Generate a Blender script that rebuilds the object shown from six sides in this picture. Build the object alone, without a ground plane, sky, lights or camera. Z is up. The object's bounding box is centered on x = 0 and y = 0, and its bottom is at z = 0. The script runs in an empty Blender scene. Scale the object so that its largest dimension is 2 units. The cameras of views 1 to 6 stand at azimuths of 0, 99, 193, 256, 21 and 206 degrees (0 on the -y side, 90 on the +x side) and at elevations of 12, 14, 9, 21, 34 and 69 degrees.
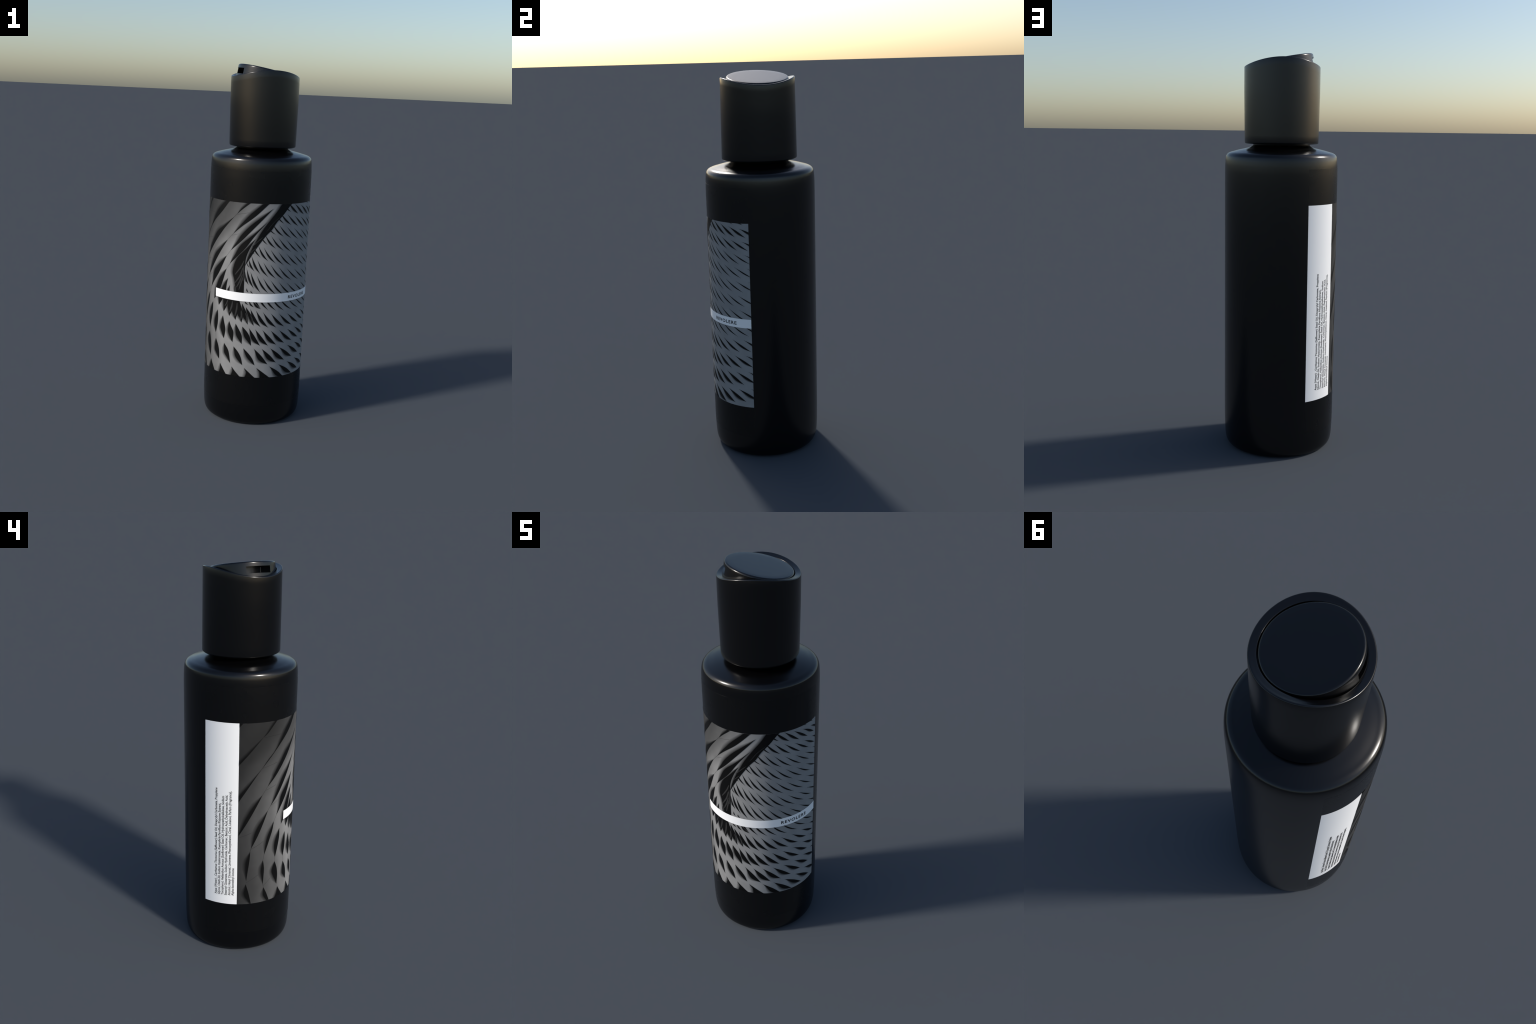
"""Black cosmetic bottle with a disc-top dispensing cap and a wrap-around printed label.

Frame: metres, z up, axis of the bottle on the z axis, base on z = 0, overall height 2.00 m.
Angles round the bottle are in degrees: 0 faces -y, 90 faces +x (the label's "azimuth").
"""
import bpy, bmesh, math
from mathutils import Vector, Matrix

# ----------------------------------------------------------------------------- helpers
def new_object(name, verts, faces, material, parent=None, smooth=True, sharp_angle=None):
    me = bpy.data.meshes.new(name)
    me.from_pydata([tuple(v) for v in verts], [], faces)
    me.validate()
    me.update()
    ob = bpy.data.objects.new(name, me)
    bpy.context.scene.collection.objects.link(ob)
    if material:
        me.materials.append(material)
    if smooth:
        for p in me.polygons:
            p.use_smooth = True
        if sharp_angle is not None:
            me.set_sharp_from_angle(angle=math.radians(sharp_angle))
    if parent:
        ob.parent = parent
    return ob


def catmull(pts, steps):
    """Smooth curve through control points (chord-length Catmull-Rom)."""
    out = []
    n = len(pts)
    for i in range(n - 1):
        p1, p2 = pts[i], pts[i + 1]
        p0 = pts[i - 1] if i > 0 else tuple(2 * a - b for a, b in zip(p1, p2))
        p3 = pts[i + 2] if i + 2 < n else tuple(2 * b - a for a, b in zip(p1, p2))
        d0 = max(math.dist(p0, p1), 1e-9) ** 0.5
        d1 = max(math.dist(p1, p2), 1e-9) ** 0.5
        d2 = max(math.dist(p2, p3), 1e-9) ** 0.5
        m1, m2 = [], []
        for a, b, c, d in zip(p0, p1, p2, p3):
            m1.append(d1 * ((b - a) / d0 - (c - a) / (d0 + d1) + (c - b) / d1))
            m2.append(d1 * ((c - b) / d1 - (d - b) / (d1 + d2) + (d - c) / d2))
        for k in range(steps):
            t = k / steps
            h00 = 2 * t ** 3 - 3 * t ** 2 + 1
            h10 = t ** 3 - 2 * t ** 2 + t
            h01 = -2 * t ** 3 + 3 * t ** 2
            h11 = t ** 3 - t ** 2
            out.append(tuple(h00 * b + h10 * x + h01 * c + h11 * y
                             for b, c, x, y in zip(p1, p2, m1, m2)))
    out.append(tuple(pts[-1]))
    return out


def loft(rings, closed=True, cap_start=False, cap_end=False):
    """Quads between successive rings of equal length."""
    verts, faces = [], []
    n = len(rings[0])
    for r in rings:
        verts += r
    for i in range(len(rings) - 1):
        for j in range(n if closed else n - 1):
            k = (j + 1) % n
            faces.append((i * n + j, i * n + k, (i + 1) * n + k, (i + 1) * n + j))
    if cap_start:
        faces.append(tuple(range(n - 1, -1, -1)))
    if cap_end:
        faces.append(tuple(range((len(rings) - 1) * n, len(rings) * n)))
    return verts, faces


# ----------------------------------------------------------------------------- materials
def plastic(name, colour, rough, rough_var=0.03, specular=0.5):
    m = bpy.data.materials.new(name)
    m.use_nodes = True
    nt = m.node_tree
    b = nt.nodes["Principled BSDF"]
    b.inputs["Base Color"].default_value = (*colour, 1)
    b.inputs["Specular IOR Level"].default_value = specular
    tc = nt.nodes.new("ShaderNodeTexCoord")
    nz = nt.nodes.new("ShaderNodeTexNoise")
    nz.inputs["Scale"].default_value = 9.0
    nz.inputs["Detail"].default_value = 3.0
    mr = nt.nodes.new("ShaderNodeMapRange")
    mr.inputs["To Min"].default_value = rough - rough_var
    mr.inputs["To Max"].default_value = rough + rough_var
    nt.links.new(tc.outputs["Object"], nz.inputs["Vector"])
    nt.links.new(nz.outputs["Fac"], mr.inputs["Value"])
    nt.links.new(mr.outputs["Result"], b.inputs["Roughness"])
    return m


INK = 0.0018           # darkest printed black
PAPER = 0.95           # bare white paper


def photo_print(name, ink, grain=True, rough=0.5):
    """Printed grey: runs from charcoal on the left of the picture to light grey in the
    middle and right; `ink` (0..1) is how far the tone is pulled down to black."""
    m = bpy.data.materials.new(name)
    m.use_nodes = True
    nt = m.node_tree
    N, Lk = nt.nodes.new, nt.links.new
    b = nt.nodes["Principled BSDF"]
    b.inputs["Roughness"].default_value = rough
    b.inputs["Specular IOR Level"].default_value = 0.20
    tc = N("ShaderNodeTexCoord")
    sep = N("ShaderNodeSeparateXYZ")
    Lk(tc.outputs["Object"], sep.inputs[0])
    neg = N("ShaderNodeMath"); neg.operation = 'MULTIPLY'; neg.inputs[1].default_value = -1.0
    Lk(sep.outputs["Y"], neg.inputs[0])
    at = N("ShaderNodeMath"); at.operation = 'ARCTAN2'
    Lk(sep.outputs["X"], at.inputs[0]); Lk(neg.outputs[0], at.inputs[1])
    # the charcoal part of the picture reaches further right at the top: shift the ramp with height
    zr = N("ShaderNodeMapRange")
    zr.inputs["From Min"].default_value = PHOTO_LOW; zr.inputs["From Max"].default_value = PHOTO_HIGH
    Lk(sep.outputs["Z"], zr.inputs["Value"])
    sh = N("ShaderNodeFloatCurve")
    cv = sh.mapping.curves[0]
    for i, (z, deg) in enumerate(PHOTO_SHIFT):
        x, y = (z - PHOTO_LOW) / (PHOTO_HIGH - PHOTO_LOW), (deg + 20) / 70
        if i == 0:
            cv.points[0].location = (x, y)
        elif i == len(PHOTO_SHIFT) - 1:
            cv.points[-1].location = (x, y)
        else:
            cv.points.new(x, y)
    sh.mapping.update()
    Lk(zr.outputs["Result"], sh.inputs["Value"])
    un = N("ShaderNodeMath"); un.operation = 'MULTIPLY_ADD'
    un.inputs[1].default_value = -math.radians(70); un.inputs[2].default_value = math.radians(20)
    Lk(sh.outputs["Value"], un.inputs[0])
    ad = N("ShaderNodeMath"); ad.operation = 'ADD'
    Lk(at.outputs[0], ad.inputs[0]); Lk(un.outputs[0], ad.inputs[1])
    mr = N("ShaderNodeMapRange")
    mr.inputs["From Min"].default_value = math.radians(-110)
    mr.inputs["From Max"].default_value = math.radians(90)
    Lk(ad.outputs[0], mr.inputs["Value"])
    ramp = N("ShaderNodeValToRGB")
    cr = ramp.color_ramp
    cr.interpolation = 'EASE'
    stops = PHOTO_TONES
    for i, (deg, g) in enumerate(stops):
        e = cr.elements[i] if i < 2 else cr.elements.new(0.5)
        e.position = (deg + 110) / 200
        e.color = (g, g, g, 1)
    Lk(mr.outputs["Result"], ramp.inputs["Fac"])
    src = ramp.outputs["Color"]
    if grain:
        nz = N("ShaderNodeTexNoise")
        nz.inputs["Scale"].default_value = 14.0
        nz.inputs["Detail"].default_value = 5.0
        Lk(tc.outputs["Object"], nz.inputs["Vector"])
        g = N("ShaderNodeMapRange")
        g.inputs["To Min"].default_value = 0.80
        g.inputs["To Max"].default_value = 1.20
        Lk(nz.outputs["Fac"], g.inputs["Value"])
        mx = N("ShaderNodeMix"); mx.data_type = 'RGBA'; mx.blend_type = 'MULTIPLY'
        mx.inputs["Factor"].default_value = 1.0
        Lk(src, mx.inputs["A"]); Lk(g.outputs["Result"], mx.inputs["B"])
        src = mx.outputs["Result"]
    dk = N("ShaderNodeMix"); dk.data_type = 'RGBA'
    dk.inputs["Factor"].default_value = ink
    dk.inputs["B"].default_value = (INK, INK, INK * 1.05, 1)
    Lk(src, dk.inputs["A"])
    Lk(dk.outputs["Result"], b.inputs["Base Color"])
    return m


PHOTO_TONES = [(-108, 0.022), (88, 0.285), (-86, 0.043), (-72, 0.066), (-58, 0.100), (-45, 0.165), (-30, 0.245), (0, 0.262), (40, 0.285)]
PHOTO_LOW, PHOTO_HIGH = 0.29, 1.27
PHOTO_SHIFT = [(0.29, -4), (0.35, -3), (0.55, -8), (0.75, -13), (1.0, 0), (1.1, 16), (1.2, 32), (1.27, 40)]   # (height, degrees)

black_plastic = plastic("black_satin_plastic", (0.0012, 0.0012, 0.0014), 0.235, 0.006)
label_black = plastic("black_label_film", (0.0022, 0.0022, 0.0024), 0.275, 0.006, 0.42)
white_paper = plastic("white_label_print", (PAPER, PAPER, PAPER), 0.6, 0.02, 0.25)
letter_ink = plastic("black_lettering_ink", (0.02, 0.02, 0.022), 0.6, 0.02, 0.25)
photo_base = photo_print("grey_photo_print", 0.0)
SOFT = 5
photo_shade = [photo_print("photo_shade_step", (k + 1) / SOFT, grain=False) for k in range(SOFT)]
photo_rib_tone = photo_print("dim_rib_print", 0.88, grain=False)
photo_seam_tone = photo_print("seam_print", 0.45, grain=False)

# ----------------------------------------------------------------------------- thing
root = bpy.data.objects.new("cosmetic_bottle", None)
root.empty_display_size = 0.2
bpy.context.scene.collection.objects.link(root)
root["label"] = "tall black plastic bottle with disc-top cap and printed label"
root["category"] = "cosmetic bottle"

# ----------------------------------------------------------------------------- bottle body
R_BODY = 0.2840
# (radius, height) from the middle of the base up to the neck
base_curve = [(0.0, 0.006), (0.19, 0.006), (0.234, 0.002), (0.246, 0.0), (0.2555, 0.0012), (0.2665, 0.0083),
              (0.2745, 0.0220), (0.2792, 0.044), (0.2819, 0.085), (0.2835, 0.15), (R_BODY, 0.24)]
shoulder_curve = [(R_BODY, 1.385), (0.2836, 1.430), (0.2823, 1.463), (0.2802, 1.484), (0.2770, 1.4967),
                  (0.2690, 1.5068), (0.2580, 1.5128), (0.2420, 1.5175), (0.2177, 1.5243), (0.1850, 1.5318),
                  (0.1680, 1.5357), (0.1560, 1.5405), (0.1472, 1.5455), (0.1420, 1.5497), (0.1400, 1.553),
                  (0.1395, 1.60)]
profile = catmull(base_curve, 6)
zc = 0.24
profile += [(R_BODY, 0.24 + (1.385 - 0.24) * k / 30) for k in range(1, 30)]
profile += catmull(shoulder_curve, 6)


def body_radius(z):
    """Outer radius of the bottle wall at height z (between base corner and shoulder)."""
    for (r0, z0), (r1, z1) in zip(profile, profile[1:]):
        if z0 <= z <= z1 and z > 0.02:
            return r0 + (r1 - r0) * (z - z0) / max(z1 - z0, 1e-9)
    return R_BODY


SEG = 256
rings = []
for r, z in profile:
    rr = max(r, 0.001)
    rings.append([(rr * math.cos(2 * math.pi * j / SEG), rr * math.sin(2 * math.pi * j / SEG), z) for j in range(SEG)])
v, f = loft(rings, cap_start=True, cap_end=True)
body = new_object("bottle_body", v, f, black_plastic, root, sharp_angle=50)

# ----------------------------------------------------------------------------- cap
# local frame of the cap: x points out of the dispensing slot, z up; turned to azimuth -73
CAP_TURN = math.radians(-73 - 90)
CAP_ROT = Matrix.Rotation(CAP_TURN, 3, 'Z')
CAP_Z0 = 1.5557
HOLE_R = 0.1615


def cap_axes(z):
    """Half widths of the slightly oval cap at height z (along / across the slot)."""
    t = (z - 1.56) / (1.95 - 1.56)
    return 0.1853 + (0.1890 - 0.1853) * min(1, t * 1.6), 0.1948 + (0.1895 - 0.1948) * t


def rim_z(y):
    """The rim is a shallow trough that runs towards the slot: low in line with it, high beside it."""
    return 1.9330 + 1.005 * y * y


SEGC = 288


def cap_ring(inset, zfun):
    ring = []
    for j in range(SEGC):
        t = 2 * math.pi * j / SEGC
        c, s = math.cos(t), math.sin(t)
        z = zfun(c, s)
        a, b = cap_axes(z)
        p = CAP_ROT @ Vector(((a - inset) * c, (b - inset) * s, z))
        ring.append(tuple(p))
    return ring


def round_ring(radius, zfun):
    ring = []
    for j in range(SEGC):
        t = 2 * math.pi * j / SEGC
        c, s = math.cos(t), math.sin(t)
        ring.append(tuple(CAP_ROT @ Vector((radius * c, radius * s, zfun(radius * c, radius * s)))))
    return ring


# short collar under the cap that sits on the neck
rings = [round_ring(r, lambda x, y, z=z: z) for r, z in
         ((0.1300, 1.5500), (0.1405, 1.5495), (0.1425, 1.5502), (0.1440, 1.5535), (0.1445, 1.5572), (0.1450, CAP_Z0 + 0.0012))]
rings += [round_ring(0.1500, lambda x, y: CAP_Z0 + 0.0012), round_ring(0.1650, lambda x, y: CAP_Z0)]
FB, FT = 0.0090, 0.0045
for k in range(7):
    q = math.pi / 2 * k / 6
    rings.append(cap_ring(FB * (1 - math.sin(q)), lambda c, s, q=q: CAP_Z0 + FB * (1 - math.cos(q))))
for k in range(1, 13):
    h = k / 12
    rings.append(cap_ring(0, lambda c, s, h=h: (CAP_Z0 + FB) * (1 - h) + (rim_z(0.1893 * s) - FT) * h))
for k in range(1, 7):
    q = math.pi / 2 * k / 6
    rings.append(cap_ring(FT * (1 - math.cos(q)), lambda c, s, q=q: rim_z(0.1880 * s) - FT * (1 - math.sin(q))))
FH = 0.0022
for r in (0.1800, 0.1740, 0.1680):
    rings.append(round_ring(r, lambda x, y: rim_z(y)))
for k in range(5):
    q = math.pi / 2 * k / 4
    rings.append(round_ring(HOLE_R + FH * (1 - math.sin(q)), lambda x, y, q=q: rim_z(y) - FH * (1 - math.cos(q))))
rings.append(round_ring(HOLE_R, lambda x, y: 1.885))
rings.append(round_ring(0.05, lambda x, y: 1.885))
v, f = loft(rings, cap_end=True)
cap = new_object("cap", v, f, black_plastic, root, sharp_angle=60)

# ----------------------------------------------------------------------------- tilting disc of the cap
DISC_R, DISC_TILT, DISC_H, DISC_F = 0.1578, math.atan(0.198), 0.072, 0.0085
disc_mat = (CAP_ROT.to_4x4() @ Matrix.Translation((-0.0052, 0, 1.9698)) @ Matrix.Rotation(-DISC_TILT, 4, 'Y'))
prof = [(0.0005, 0.0), (DISC_R - 0.04, 0.0)]
for k in range(9):
    q = math.pi / 2 * k / 8
    prof.append((DISC_R - DISC_F * (1 - math.sin(q)), -DISC_F * (1 - math.cos(q))))
prof += [(DISC_R, -0.02), (DISC_R, -0.056), (DISC_R, -DISC_H), (0.0005, -DISC_H)]
rings = [[tuple(disc_mat @ Vector((r * math.cos(2 * math.pi * j / SEGC), r * math.sin(2 * math.pi * j / SEGC), h)))
          for j in range(SEGC)] for r, h in prof]
v, f = loft(rings[::-1], cap_start=True, cap_end=True)
disc = new_object("tilting_disc", v, f, black_plastic, cap)


def box(center, size, mat):
    cx, cy, cz = center
    sx, sy, sz = (s / 2 for s in size)
    vs = [tuple(mat @ Vector((cx + i * sx, cy + j * sy, cz + k * sz))) for i in (-1, 1) for j in (-1, 1) for k in (-1, 1)]
    fs = [(0, 1, 3, 2), (4, 6, 7, 5), (0, 4, 5, 1), (2, 3, 7, 6), (0, 2, 6, 4), (1, 5, 7, 3)]
    return vs, fs


SLOT_TOP, SLOT_BOT, SLOT_W, SLOT_BACK = -0.0225, -0.0540, 0.128, 0.066
cutters = []
for v, f in (box((SLOT_BACK + 0.10, 0, (SLOT_TOP + SLOT_BOT) / 2), (0.20, SLOT_W, SLOT_TOP - SLOT_BOT), disc_mat),):
    cutter = new_object("slot_cutter", v, f, None, smooth=False)
    cutters.append(cutter)
    mod = disc.modifiers.new("slot", 'BOOLEAN')
    mod.operation = 'DIFFERENCE'
    mod.solver = 'EXACT'
    mod.object = cutter
dg = bpy.context.evaluated_depsgraph_get()
cut_mesh = bpy.data.meshes.new_from_object(disc.evaluated_get(dg))
disc.modifiers.clear()
disc.data = cut_mesh
cut_mesh.name = "tilting_disc"
cut_mesh.materials.clear()
cut_mesh.materials.append(black_plastic)
for p in cut_mesh.polygons:
    p.use_smooth = True
cut_mesh.set_sharp_from_angle(angle=math.radians(35))
for cutter in cutters:
    bpy.data.objects.remove(cutter)
# thin upright sliver placed where a thin bright line is seen inside the dispensing slot
v, f = box((0.108, 0.033, (SLOT_TOP + SLOT_BOT) / 2 - 0.002), (0.0015, 0.0015, SLOT_TOP - SLOT_BOT - 0.003), disc_mat)
new_object("slot_thin_line", v, f, black_plastic, cap, smooth=False)

# ----------------------------------------------------------------------------- label
LABEL_A0, LABEL_A1 = -138.8, 85.95
LABEL_Z0, LABEL_Z1 = 0.1185, 1.4415
PRINT_Z0, PRINT_Z1 = 0.2895, 1.2685
PANEL_A1 = -103.75
STRIPE_A0, STRIPE_Z0, STRIPE_Z1 = -50.6, 0.7255, 0.7727
LABEL_T = 0.00022          # film thickness
LIFT = 0.00018            # one printed layer


def on_label(a, z, layer):
    """Point on the label at azimuth a (degrees), height z, `layer` printed layers up."""
    r = body_radius(z) + LABEL_T + LIFT * layer
    t = math.radians(a)
    return (r * math.sin(t), -r * math.cos(t), z)


def patch(a0, a1, z0, z1, layer, da=1.0, dz=0.03):
    na = max(2, int((a1 - a0) / da) + 1)
    nz = max(2, int((z1 - z0) / dz) + 2)
    rows = [[on_label(a0 + (a1 - a0) * i / (na - 1), z0 + (z1 - z0) * k / (nz - 1), layer) for i in range(na)]
            for k in range(nz)]
    return loft(rows, closed=False)


def shell(a0, a1, z0, z1):
    """Label film: outer face plus its thin rim standing on the bottle wall."""
    na, nz = int((a1 - a0)) + 1, 46
    A = [a0 + (a1 - a0) * i / (na - 1) for i in range(na)]
    Z = [z0 + (z1 - z0) * k / (nz - 1) for k in range(nz)]
    rows = [[on_label(a, z, 0) for a in A] for z in Z]
    v, f = loft(rows, closed=False)
    border = [(a, z0) for a in A] + [(a1, z) for z in Z[1:]] + [(a, z1) for a in A[::-1][1:]] + [(a0, z) for z in Z[::-1][1:-1]]
    n0 = len(v)
    for a, z in border:
        v.append(on_label(a, z, 0))
    for a, z in border:
        v.append(on_label(a, z, -(LABEL_T + 0.0008) / LIFT))
    nb = len(border)
    for i in range(nb):
        j = (i + 1) % nb
        f.append((n0 + j, n0 + i, n0 + nb + i, n0 + nb + j))
    return v, f


v, f = shell(LABEL_A0, LABEL_A1, LABEL_Z0, LABEL_Z1)
label = new_object("label", v, f, label_black, root, sharp_angle=40)
v, f = patch(LABEL_A0, PANEL_A1, PRINT_Z0, PRINT_Z1, 1)
panel = new_object("white_text_panel", v, f, white_paper, label)
v, f = patch(PANEL_A1, LABEL_A1, PRINT_Z0, PRINT_Z1, 1)
photo = new_object("facade_photo", v, f, photo_base, label)
v, f = patch(STRIPE_A0, LABEL_A1, STRIPE_Z0, STRIPE_Z1, 12)
stripe = new_object("white_stripe", v, f, white_paper, label)

# ----------------------------------------------------------------------------- printed facade
# The photo shows a curved facade of overlapping slats: dark gaps with one crisp edge and one
# edge that fades into the shaded slat beside it.  Every gap is printed as a stack of
# ever narrower, ever darker shapes.
DEG = math.radians(1) * (R_BODY + LABEL_T)      # metres of label per degree


class Sheet:
    def __init__(self):
        self.v, self.f = [], []

    def add_strip(self, edge_a, edge_b, layer):
        wide = max(math.hypot((p[0] - q[0]) * DEG, p[1] - q[1]) for p, q in zip(edge_a, edge_b))
        n = max(2, int(wide / (1.6 * DEG)) + 2)
        rows = []
        for p, q in zip(edge_a, edge_b):
            row = []
            for i in range(n):
                t = i / (n - 1)
                a = min(max(p[0] + (q[0] - p[0]) * t, PANEL_A1), LABEL_A1)
                z = min(max(p[1] + (q[1] - p[1]) * t, PRINT_Z0), PRINT_Z1)
                row.append(on_label(a, z, layer))
            rows.append(row)
        v, f = loft(rows, closed=False)
        o = len(self.v)
        self.v += v
        self.f += [tuple(i + o for i in q) for q in f]


shade = [Sheet() for _ in range(SOFT)]
ribs, seams = Sheet(), Sheet()


def resample(pts, n, axis=None):
    """n points along the smooth curve through pts: evenly spaced along its length, or,
    with an axis, evenly spaced as seen along that axis (keeps two edges in step)."""
    c = [(x / DEG, z) for x, z in catmull([(a * DEG, z) for a, z in pts], 14)]
    d = [0.0]
    for p, q in zip(c, c[1:]):
        dx, dz = (q[0] - p[0]) * DEG, q[1] - p[1]
        step = math.hypot(dx, dz) if axis is None else max(dx * axis[0] + dz * axis[1], 0.02 * math.hypot(dx, dz))
        d.append(d[-1] + step)
    out, k = [], 0
    for i in range(n):
        s = d[-1] * i / (n - 1)
        while k < len(c) - 2 and d[k + 1] < s:
            k += 1
        t = (s - d[k]) / max(d[k + 1] - d[k], 1e-9)
        out.append((c[k][0] + (c[k + 1][0] - c[k][0]) * t, c[k][1] + (c[k + 1][1] - c[k][1]) * t))
    return out


def gap(crisp, fading, penumbra=0.017, n=34):
    """Dark gap between two slats: control points of its crisp and its fading edge."""
    ax = [((crisp[-1][0] + fading[-1][0]) - (crisp[0][0] + fading[0][0])) * DEG,
          (crisp[-1][1] + fading[-1][1]) - (crisp[0][1] + fading[0][1])]
    ln = math.hypot(*ax)
    ax = (ax[0] / ln, ax[1] / ln)
    a, b = resample(crisp, n, ax), resample(fading, n, ax)
    spread = 0.10                                   # ink gain: the crisp side prints a little wide
    a = [(p[0] - (q[0] - p[0]) * spread, p[1] - (q[1] - p[1]) * spread) for p, q in zip(a, b)]
    for k in range(SOFT):
        e = []
        for p, q in zip(a, b):
            w = max(math.hypot((q[0] - p[0]) * DEG, q[1] - p[1]), 1e-6)
            pen = min(penumbra, 0.8 * w)
            reach = 1 + ((0.8 if p[0] > -65 else 0.55) - k / (SOFT - 1)) * pen / w
            e.append((p[0] + (q[0] - p[0]) * reach, p[1] + (q[1] - p[1]) * reach))
        shade[k].add_strip(a, e, 2 + k)


def slit(start, end, width, sag=0.012, soft=0.38, peak=0.55, n=18, hidden=0.0):
    """Lens shaped gap from start to end; bulges towards its fading lower left side.
    `hidden` is the share of the lens that starts unseen inside the dark fold."""
    start = tuple(s - (e - s) * hidden for s, e in zip(start, end))
    dx, dz = (end[0] - start[0]) * DEG, end[1] - start[1]
    ln = math.hypot(dx, dz)
    nx, nz = dz / ln, -dx / ln
    for k in range(SOFT):
        reach = 1 + soft * 0.62 - soft * 1.25 * k / (SOFT - 1)
        ea, eb = [], []
        for i in range(n):
            t = i / (n - 1)
            w = t ** (math.log(0.5) / math.log(peak))
            bump = math.sin(math.pi * w) ** 1.35
            arc = math.sin(math.pi * t)
            for lst, off in ((ea, sag * ln * arc), (eb, sag * ln * arc + width * bump * reach)):
                lst.append((start[0] + ((end[0] - start[0]) * t) + nx * off / DEG, start[1] + dz * t + nz * off))
        shade[k].add_strip(ea, eb, 2 + k)


def line(sheet, pts, width, layer, taper=True, n=16):
    c = resample(pts, n)
    ea, eb = [], []
    for i, p in enumerate(c):
        q0, q1 = c[max(i - 1, 0)], c[min(i + 1, n - 1)]
        dx, dz = (q1[0] - q0[0]) * DEG, q1[1] - q0[1]
        ln = max(math.hypot(dx, dz), 1e-9)
        h = width / 2 * (math.sin(math.pi * (0.08 + 0.84 * i / (n - 1))) ** 0.6 if taper else 1)
        ea.append((p[0] - dz / ln * h / DEG, p[1] + dx / ln * h))
        eb.append((p[0] + dz / ln * h / DEG, p[1] - dx / ln * h))
    sheet.add_strip(ea, eb, layer)


def rib(pts, width):
    line(ribs, pts, width * 1.7, 3 + SOFT)


def seam(pts):
    line(seams, pts, 0.0021, 1.6, taper=False)


# Right-hand side of the facade: a regular lattice of lens shaped slits.  Column c runs to the
# right, row r runs down; both tips of each slit are smooth (quartic) functions of c and r.
TIP_START_A = (25.61, 7.567, 1.902, -4.721, 0.0008, 40.76, 4.206, -1.554, 6.327, 8.453, -3.555, 0.9245, -1.716, 1.138, 0.2489)
TIP_START_Z = (0.8402, -0.5275, -0.06171, 0.01557, -0.01068, -0.04231, 0.05206, 0.06317, -0.02959, 0.01215, 0.02238, -0.0389, 0.008267, -0.01143, 0.0009567)
TIP_END_A = (44.61, 8.298, 1.641, -0.8516, -1.118, 45.62, 2.941, 1.176, 2.199, 6.259, -0.7604, -0.8409, -1.754, 0.1308, -0.9036)
TIP_END_Z = (0.7577, -0.5125, -0.05052, -0.006758, -0.003219, -0.01132, 0.06332, 0.02018, -0.0009234, 0.01733, -0.009357, -0.01136, 0.002197, -0.006285, 0.002674)


def lattice(coef, c, r):
    u, w = (c - 1) / 4, (r - 6) / 6
    k, s = 0, 0.0
    for i in range(5):
        for j in range(5 - i):
            s += coef[k] * u ** i * w ** j
            k += 1
    return s


FIRST_ROW = {-3: 7, -2: 4, -1: 3, 0: 2, 1: 1, 2: 0, 3: 0, 4: -1, 5: -1, 6: -1}
LAST_ROW = {-3: 9, -2: 10, -1: 10}


def print_facade_lattice():
    for c, r0 in FIRST_ROW.items():
        for r in range(r0, LAST_ROW.get(c, 11) + 1):
            s = (lattice(TIP_START_A, c, r), lattice(TIP_START_Z, c, r))
            e = (lattice(TIP_END_A, c, r), lattice(TIP_END_Z, c, r))
            if s[0] > LABEL_A1 - 0.3:
                continue
            w = 62 + 6 * (4 - c) + max(0, 2 - r) * 20
            if r > 7:
                w += ((r - 7) / 4) ** 1.2 * (38 + 19 * (4 - c))
            ln = math.hypot((e[0] - s[0]) * DEG, e[1] - s[1])
            sag = 0.020 - 0.010 * max(0, c - 1) - 0.022 * max(0, r - 7) - 0.02 * max(0, 2 - r)
            sag = min(max(sag, -0.06), 0.05)
            extra = max(0.0, -sag) * ln * 0.4
            slit(s, e, w * (0.000107 if r < 8 else 0.000155) + extra, sag=sag, soft=0.30 + 0.05 * max(0, r - 8), peak=0.55)


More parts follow.
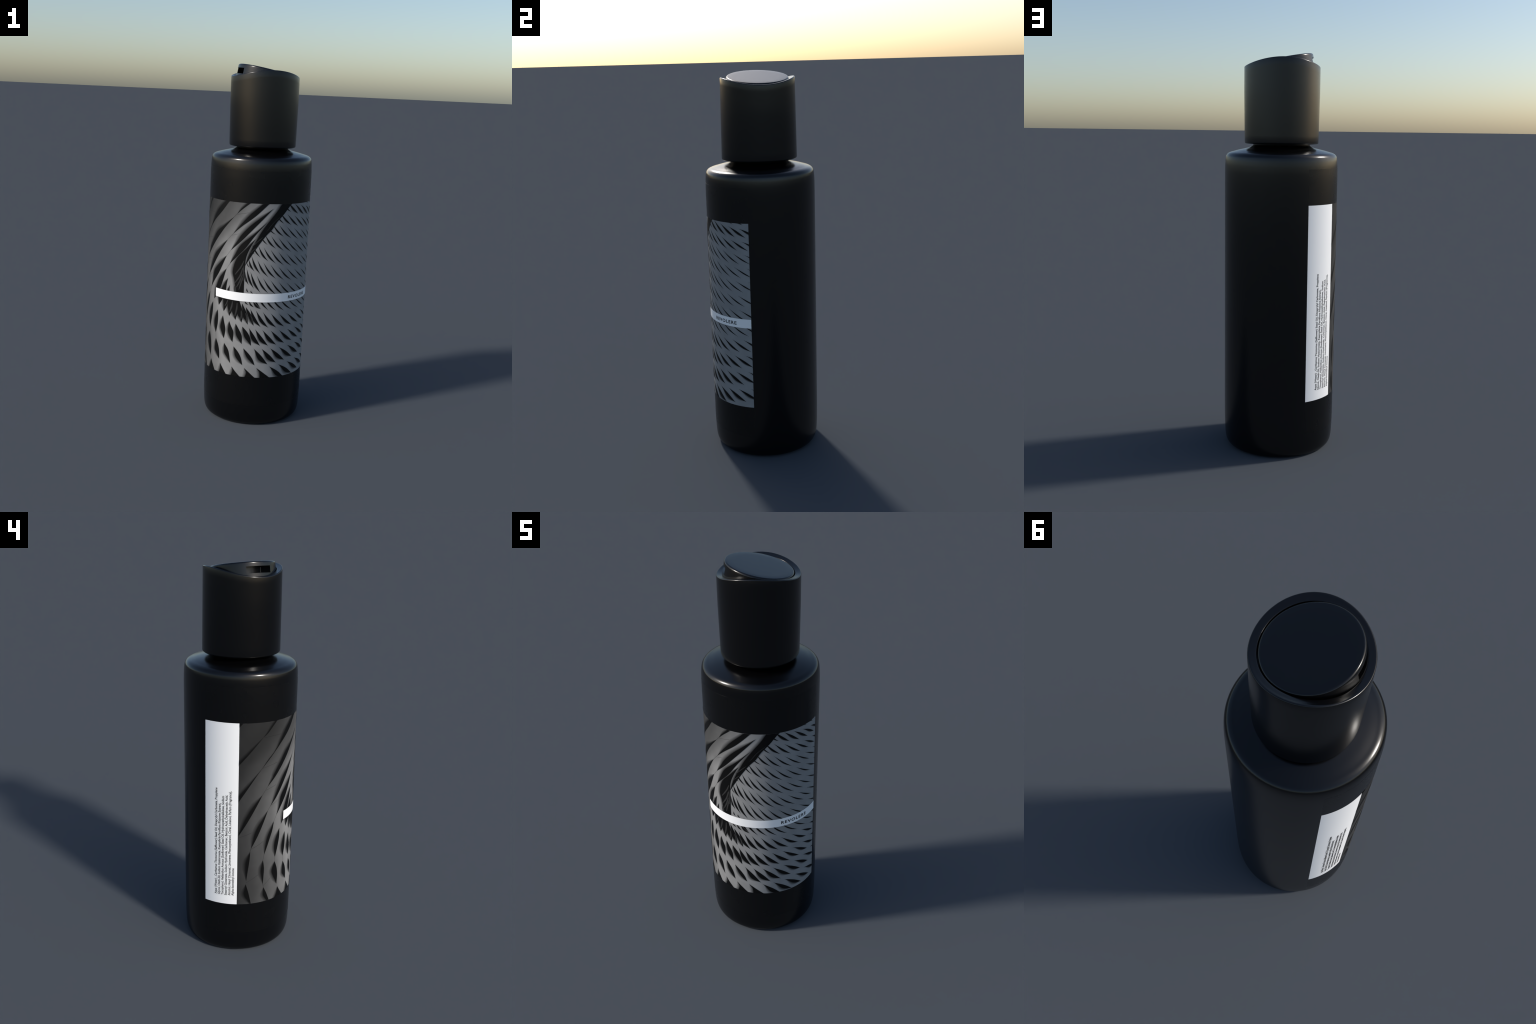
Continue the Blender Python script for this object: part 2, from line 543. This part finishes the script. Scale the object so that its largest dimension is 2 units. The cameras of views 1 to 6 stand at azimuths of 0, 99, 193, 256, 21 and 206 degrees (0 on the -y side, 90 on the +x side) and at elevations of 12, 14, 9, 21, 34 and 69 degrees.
def print_facade_slats():
    """Left-hand side and foot of the facade, and the dark fold where the wall turns."""
    gap([(-35.2, 0.896), (-38, 0.859), (-41, 0.817), (-44.6, 0.773), (-48.5, 0.738), (-53.8, 0.705)],
        [(-35.2, 0.896), (-45.3, 0.84), (-50, 0.794), (-52, 0.765), (-53.2, 0.736), (-53.8, 0.705)])
    gap([(-32.7, 0.844), (-34.3, 0.814), (-36, 0.769), (-39.1, 0.729), (-42.3, 0.7), (-45.1, 0.678)],
        [(-32.7, 0.844), (-38, 0.81), (-43, 0.767), (-46.4, 0.728), (-45.9, 0.703), (-45.1, 0.678)])
    gap([(-56.2, 0.348), (-53.4, 0.322), (-49.4, 0.286)],
        [(-56.2, 0.348), (-57.7, 0.322), (-62.2, 0.278)])
    gap([(-39.8, 0.345), (-36.7, 0.323), (-31.5, 0.285)],
        [(-39.8, 0.345), (-39.8, 0.321), (-42.3, 0.283)])
    gap([(-23.8, 0.341), (-19.6, 0.316), (-14, 0.285)],
        [(-23.8, 0.341), (-23.1, 0.323), (-25.4, 0.285)])
    gap([(-9, 0.343), (-3.7, 0.319), (3.1, 0.285)],
        [(-9, 0.343), (-7.1, 0.319), (-8.9, 0.284)])
    gap([(5, 0.347), (11, 0.324), (19.2, 0.289)],
        [(5, 0.347), (7.8, 0.321), (8.5, 0.287)])
    gap([(-48, 0.482), (-44.1, 0.442), (-42.2, 0.403), (-41.5, 0.366)],
        [(-48, 0.482), (-49.6, 0.446), (-49.6, 0.412), (-46.1, 0.39), (-41.5, 0.366)])
    gap([(-34.8, 0.468), (-30, 0.436), (-27.6, 0.401), (-25.8, 0.358)],
        [(-34.8, 0.468), (-35.2, 0.438), (-34.7, 0.412), (-30.5, 0.387), (-25.8, 0.358)])
    gap([(-22.2, 0.46), (-17.2, 0.431), (-13.5, 0.398), (-11.1, 0.358)],
        [(-22.2, 0.46), (-21.6, 0.429), (-20.4, 0.404), (-16.3, 0.379), (-11.1, 0.358)])
    gap([(-10.7, 0.457), (-5, 0.428), (-0.1, 0.395), (2.7, 0.362)],
        [(-10.7, 0.457), (-9, 0.427), (-7, 0.405), (-2.1, 0.379), (2.7, 0.362)])
    gap([(-46.6, 0.65), (-46.1, 0.616), (-46.4, 0.574), (-48.6, 0.513)],
        [(-46.6, 0.65), (-49.3, 0.625), (-52.2, 0.584), (-51.8, 0.552), (-48.6, 0.513)])
    gap([(-37.9, 0.625), (-36.6, 0.595), (-34.5, 0.545), (-35.5, 0.494)],
        [(-37.9, 0.625), (-40.2, 0.595), (-41.9, 0.556), (-39, 0.522), (-35.5, 0.494)])
    gap([(-29, 0.601), (-27.1, 0.577), (-23.9, 0.543), (-23.9, 0.483)],
        [(-29, 0.601), (-30.4, 0.572), (-30.7, 0.54), (-27.3, 0.506), (-23.9, 0.483)])
    gap([(-20.8, 0.593), (-17.9, 0.568), (-13.7, 0.526), (-12.8, 0.48)],
        [(-20.8, 0.593), (-21.3, 0.558), (-19.8, 0.522), (-12.8, 0.48)])
    gap([(-12.8, 0.582), (-7.1, 0.548), (-3.6, 0.513), (-2.2, 0.475)],
        [(-12.8, 0.582), (-12.4, 0.555), (-10.5, 0.521), (-2.2, 0.475)])
    gap([(-32.7, 0.731), (-33.2, 0.691), (-34.8, 0.671), (-37.2, 0.65)],
        [(-39.1, 0.725), (-38.5, 0.689), (-37.2, 0.65)])
    gap([(-26.4, 0.729), (-26.8, 0.66), (-28.1, 0.644), (-29.3, 0.63)],
        [(-33.1, 0.727), (-32.7, 0.687), (-31.2, 0.659), (-29.3, 0.63)])
    gap([(-20.5, 0.732), (-20, 0.647), (-20.8, 0.63), (-21.3, 0.614)],
        [(-26.6, 0.729), (-26.5, 0.66), (-24.8, 0.643), (-21.3, 0.614)])
    gap([(-18.2, 0.732), (-14.2, 0.672), (-13.3, 0.637), (-14.2, 0.604)],
        [(-20.7, 0.732), (-19.8, 0.647), (-17, 0.629), (-14.2, 0.604)])
    gap([(-13.9, 0.711), (-10.2, 0.673), (-8.1, 0.643), (-7, 0.595)],
        [(-14.3, 0.711), (-13.1, 0.635), (-10.1, 0.618), (-7, 0.595)])
    gap([(-9.8, 0.695), (-5.2, 0.662), (-2.1, 0.632), (-0.4, 0.591)],
        [(-9.8, 0.695), (-8.2, 0.654), (-4.9, 0.619), (-0.4, 0.591)])
    gap([(-99.7, 1.273), (-103.2, 1.252), (-104.4, 1.245)],
        [(-105.1, 1.272), (-105.1, 1.26), (-105, 1.244)])
    gap([(-64.4, 1.27), (-70.8, 1.235), (-75.7, 1.208), (-79.9, 1.193)],
        [(-67.3, 1.271), (-72.3, 1.241), (-76.7, 1.211), (-79.9, 1.193)])
    gap([(-79.9, 1.193), (-90.5, 1.132), (-98.7, 1.085), (-104.5, 1.052)],
        [(-79.9, 1.193), (-91.1, 1.142), (-102.1, 1.085), (-104.5, 1.073)])
    gap([(-34.7, 1.271), (-44.2, 1.216), (-59.8, 1.142), (-73.1, 1.073), (-80.1, 1.034)],
        [(-39.7, 1.271), (-51.9, 1.216), (-57.5, 1.179), (-65.2, 1.12), (-74.1, 1.074), (-80.1, 1.034)])
    gap([(-80.5, 1.032), (-86, 0.996), (-97.5, 0.912), (-103.6, 0.866)],
        [(-80.5, 1.032), (-89.8, 0.981), (-99.4, 0.927), (-103.7, 0.9)])
    gap([(-79, 0.894), (-87.4, 0.819), (-95.9, 0.742), (-102.7, 0.683)],
        [(-79, 0.894), (-89.2, 0.845), (-97.9, 0.77), (-102.8, 0.697)])
    gap([(-72.4, 0.805), (-76.4, 0.757), (-84, 0.67), (-90, 0.606)],
        [(-72.4, 0.805), (-83.3, 0.738), (-88.5, 0.68), (-90, 0.606)])
    gap([(-64.5, 0.736), (-66.3, 0.694), (-69.2, 0.653), (-75.4, 0.562)],
        [(-64.5, 0.736), (-72.2, 0.68), (-75.4, 0.625), (-75.4, 0.562)])
    gap([(-56.2, 0.686), (-56.5, 0.643), (-58.3, 0.595), (-61.4, 0.529)],
        [(-56.2, 0.686), (-62.3, 0.634), (-63.8, 0.591), (-61.4, 0.529)])
    gap([(-90.7, 0.59), (-91.7, 0.544), (-93, 0.49), (-94.4, 0.424)],
        [(-90.7, 0.59), (-96.1, 0.543), (-97, 0.504), (-94.4, 0.424)])
    gap([(-76.6, 0.532), (-75.6, 0.485), (-75.8, 0.44), (-75.9, 0.391)],
        [(-76.6, 0.532), (-79.9, 0.492), (-80.1, 0.457), (-75.9, 0.391)])
    gap([(-61.7, 0.506), (-58.9, 0.46), (-57.7, 0.421), (-57.7, 0.366)],
        [(-61.7, 0.506), (-66.1, 0.458), (-64.1, 0.423), (-57.7, 0.366)])
    gap([(-94.7, 0.406), (-92.5, 0.357), (-88.9, 0.285)],
        [(-94.7, 0.406), (-98.1, 0.347), (-90.1, 0.286)])
    gap([(-75.2, 0.374), (-72.3, 0.338), (-68.2, 0.286)],
        [(-75.2, 0.374), (-77, 0.329), (-71.9, 0.286)])
    gap([(-9.3, 1.271), (-18.5, 1.233), (-24.4, 1.205)],
        [(-13.4, 1.269), (-19.3, 1.239), (-24.4, 1.205)])
    gap([(10.6, 1.272), (-4.7, 1.197), (-18, 1.142), (-28.2, 1.095)],
        [(3.9, 1.27), (-9.8, 1.208), (-16.9, 1.168), (-28.2, 1.095)])
    gap([(15.4, 1.243), (-3.5, 1.142), (-19, 1.057), (-30.5, 1.001)],
        [(15.4, 1.243), (-6.7, 1.16), (-19.4, 1.091), (-24.3, 1.05), (-30.5, 1.001)])
    gap([(-35.6, 0.969), (-46.3, 0.873), (-53.5, 0.822), (-61.2, 0.767)],
        [(-35.6, 0.969), (-47.3, 0.916), (-56.2, 0.865), (-58.7, 0.807), (-61.2, 0.767)])
    gap([(10.1, 1.174), (-3.9, 1.09), (-13, 1.028), (-31.2, 0.925)],
        [(10.1, 1.174), (-2, 1.115), (-19.2, 1.039), (-25.8, 0.979), (-31.2, 0.925)])
    gap([(-29.9, 0.807), (-30.4, 0.786), (-30.7, 0.772)],
        [(-29.9, 0.807), (-32.3, 0.783), (-33.9, 0.767)])
    gap([(-2.3, 1.077), (-8.6, 1.021), (-12.8, 0.969), (-13.9, 0.914), (-14.1, 0.855), (-13.7, 0.75)],
        [(-2.3, 1.077), (-13.1, 1.019), (-23.2, 0.962), (-27.6, 0.884), (-25.2, 0.841), (-22, 0.75)])
    gap([(37.2, 1.27), (35.2, 1.261), (26.9, 1.211), (19.3, 1.169), (13.8, 1.127), (9.1, 1.102), (1.2, 1.046), (-6, 0.986), (-12.6, 0.926)],
        [(24.8, 1.271), (20, 1.233), (12, 1.181), (3.9, 1.123), (-0.6, 1.081), (-7.2, 1.014), (-9.7, 0.982), (-12.6, 0.926)])
    gap([(-27.6, 1.188), (-42.3, 1.109), (-52.6, 1.05), (-65.6, 0.975), (-73.7, 0.933)],
        [(-27.6, 1.188), (-41, 1.135), (-51, 1.1), (-58.1, 1.057), (-66.6, 0.997), (-73.7, 0.933)])
    gap([(-34.9, 1.059), (-50, 0.955), (-62.6, 0.866), (-69.5, 0.826)],
        [(-34.9, 1.059), (-47.1, 1.004), (-54, 0.972), (-60.8, 0.917), (-66.3, 0.858), (-69.5, 0.826)])
    slit((32.4, 1.247), (37.4, 1.225), 0.0064, hidden=0.7)
    slit((23, 1.193), (28.9, 1.162), 0.0064, hidden=0.7)
    slit((14.1, 1.127), (19.7, 1.103), 0.0056, hidden=0.7)
    slit((5.9, 1.077), (11.2, 1.046), 0.0061, hidden=0.7)
    slit((-2, 1.019), (4, 0.975), 0.0080, hidden=0.7)
    slit((-4.2, 1.003), (-2.5, 0.992), 0.0029, hidden=0.7)
    slit((-6.2, 0.985), (4.4, 0.884), 0.0120)
    slit((-9.1, 0.966), (-2.3, 0.899), 0.0112)
    slit((-10.7, 0.944), (-7.8, 0.917), 0.0045)
    slit((-11, 0.915), (-1.8, 0.8), 0.0128)
    slit((-6.7, 0.897), (5.5, 0.779), 0.0136)
    slit((-13, 0.9), (-7.9, 0.82), 0.0112)
    slit((-12.3, 0.732), (-6.9, 0.708), 0.0072)
    slit((-7.3, 0.734), (-0.9, 0.696), 0.0096)
    slit((-3.1, 0.737), (6.6, 0.687), 0.0128)
    slit((-5.6, 0.79), (-3.4, 0.775), 0.0045)
    slit((-10, 0.803), (-7.7, 0.777), 0.0064)
    rib([(-14.1, 0.953), (-16.8, 0.921), (-23.9, 0.87)], 0.0042)
    rib([(-14.9, 0.914), (-17.8, 0.869), (-23.6, 0.824)], 0.0048)
    rib([(-15.4, 0.876), (-17.7, 0.84), (-21.6, 0.8)], 0.0048)
    rib([(-14.4, 0.864), (-16.6, 0.827), (-18.7, 0.787)], 0.0042)
    rib([(5.3, 1.088), (0.3, 1.064), (-4.8, 1.037)], 0.0022)
    rib([(-1.4, 1.029), (-4.4, 1.014), (-7.4, 0.998)], 0.0019)
    rib([(24.6, 1.203), (17, 1.17), (9.2, 1.12)], 0.0013)
    rib([(-31.7, 0.721), (-33.3, 0.701), (-35.8, 0.681)], 0.0038)
    rib([(-25.7, 0.719), (-26.4, 0.691), (-29, 0.652)], 0.0054)
    rib([(-19.9, 0.712), (-20.4, 0.676), (-22.2, 0.634)], 0.0054)
    rib([(-14.9, 0.672), (-14.3, 0.645), (-15.2, 0.621)], 0.0054)
    rib([(-9.9, 0.66), (-8.4, 0.639), (-8.6, 0.612)], 0.0042)
    rib([(-4.4, 0.65), (-2.3, 0.632), (-1.9, 0.607)], 0.0042)
    rib([(-23.8, 0.806), (-23.2, 0.784), (-22.4, 0.77)], 0.0080)
    rib([(-14, 0.925), (-14.2, 0.884), (-14.2, 0.839)], 0.0035)
    rib([(-12.4, 0.888), (-11.9, 0.86), (-11.3, 0.837)], 0.0029)
    # slat edges that carry on from the end of one gap to the start of the next
    for edge in ([(-24.4, 1.205), (-27.6, 1.188)], [(-73.7, 0.933), (-79, 0.894)], [(-28.2, 1.095), (-34.9, 1.059)],
                 [(-69.5, 0.826), (-72.4, 0.805)], [(-30.5, 1.001), (-35.6, 0.969)], [(-61.2, 0.767), (-64.5, 0.736)],
                 [(-31.2, 0.925), (-35.2, 0.896)], [(-75.4, 0.562), (-76.6, 0.532)], [(-61.4, 0.529), (-61.7, 0.506)],
                 [(-48.6, 0.513), (-48, 0.482)], [(-75.9, 0.391), (-75.2, 0.374)], [(-90, 0.606), (-92, 0.575)]):
        seam(edge)
    seam([(-79, 1.191), (-67.4, 1.194), (-56.7, 1.194)])
    seam([(-80.1, 1.034), (-69.4, 1.045), (-61.2, 1.053)])
    seam([(-75.2, 0.916), (-68.5, 0.926), (-63.2, 0.934)])
    seam([(-69.3, 0.827), (-64.1, 0.837), (-59.3, 0.851)])
    seam([(-102.4, 0.671), (-95, 0.684), (-87.5, 0.7)])
    seam([(-89.8, 0.604), (-82.7, 0.621), (-75.3, 0.643)])
    seam([(-94.4, 0.414), (-87.4, 0.434), (-80.5, 0.456)])
    seam([(-75.4, 0.383), (-70.3, 0.402), (-64.6, 0.427)])
    seam([(-24.2, 1.203), (-16.5, 1.211), (-9.1, 1.22)])
    seam([(-29.6, 1.085), (-24.8, 1.092), (-20.3, 1.101)])


print_facade_lattice()
print_facade_slats()
for k, sh in enumerate(shade):
    ob = new_object("facade_gap_shade", sh.v, sh.f, photo_shade[k], label)
    ob["kind"] = "stuff"
for nm, sh, mt in (("facade_rib", ribs, photo_rib_tone), ("facade_seam", seams, photo_seam_tone)):
    ob = new_object(nm, sh.v, sh.f, mt, label)
    ob["kind"] = "stuff"

# ----------------------------------------------------------------------------- lettering


def text_mesh(body, spacing=1.0, weight=0.0):
    """Outline mesh of one line of text, lower left corner at the origin, cap height about 0.7."""
    cu = bpy.data.curves.new("text_line", 'FONT')
    cu.body = body
    cu.size = 1.0
    cu.space_character = spacing
    cu.offset = weight
    cu.resolution_u = 3
    cu.fill_mode = 'FRONT'
    ob = bpy.data.objects.new("text_line", cu)
    bpy.context.scene.collection.objects.link(ob)
    dg = bpy.context.evaluated_depsgraph_get()
    me = bpy.data.meshes.new_from_object(ob.evaluated_get(dg))
    verts = [v.co.copy() for v in me.vertices]
    faces = [tuple(p.vertices) for p in me.polygons]
    bpy.data.objects.remove(ob)
    bpy.data.curves.remove(cu)
    bpy.data.meshes.remove(me)
    return verts, faces


# name on the white stripe, running round the bottle
tv, tf = text_mesh("REVOLERE", 1.22, 0.028)
x0, x1 = min(p.x for p in tv), max(p.x for p in tv)
y0, y1 = min(p.y for p in tv), max(p.y for p in tv)
NAME_A0, NAME_A1, NAME_Z0, NAME_Z1 = 39.2, 69.7, 0.7385, 0.7570
pts = [on_label(NAME_A0 + (NAME_A1 - NAME_A0) * (p.x - x0) / (x1 - x0),
                NAME_Z0 + (NAME_Z1 - NAME_Z0) * (p.y - y0) / (y1 - y0), 14) for p in tv]
new_object("stripe_lettering", pts, tf, letter_ink, label, smooth=False)

# list of contents on the white panel, read from the bottom up; (text, height of the line's far end)
LINES = [("Aqua (Water) , Carthamus Tinctorius (Safflower) Seed Oil, Dicaprylyl Carbonate, Propylene", 0.931),
         ("Glycol, Oleth-20, Sodium Hyaluronate, Kaempferia Parviflora Rhizome Extract,", 0.851),
         ("Tocopherol, Helianthus Annuus (Sunflower) Seed Oil, Hydroxyethylcellulose, Sodium", 0.892),
         ("Stearoyl Glutamate, Sodium Hydroxide, Carbomer, Benzoic Acid, Dehydroacetic Acid,", 0.898),
         ("Alcohol, Hexyl Cinnamal, Limonene, Phenoxyethanol, Citral, Linalool, Parfum (Fragrance),", 0.920),
         ("Alpha-Isomethyl Ionone", 0.498)]
LINE_Z0, BASE_A, PITCH_A, CAP_H = 0.3395, -125.15, 3.63, 0.0123
av, af = [], []
for i, (txt, zend) in enumerate(LINES):
    tv, tf = text_mesh(txt, 1.0, 0.024)
    x0, x1 = min(p.x for p in tv), max(p.x for p in tv)
    o = len(av)
    for p in tv:
        z = LINE_Z0 + (zend - LINE_Z0) * (p.x - x0) / (x1 - x0)
        a = BASE_A + PITCH_A * i - p.y / 0.70 * CAP_H / DEG
        av.append(on_label(a, z, 3))
    af += [tuple(k + o for k in q) for q in tf]
new_object("contents_lettering", av, af, letter_ink, label, smooth=False)
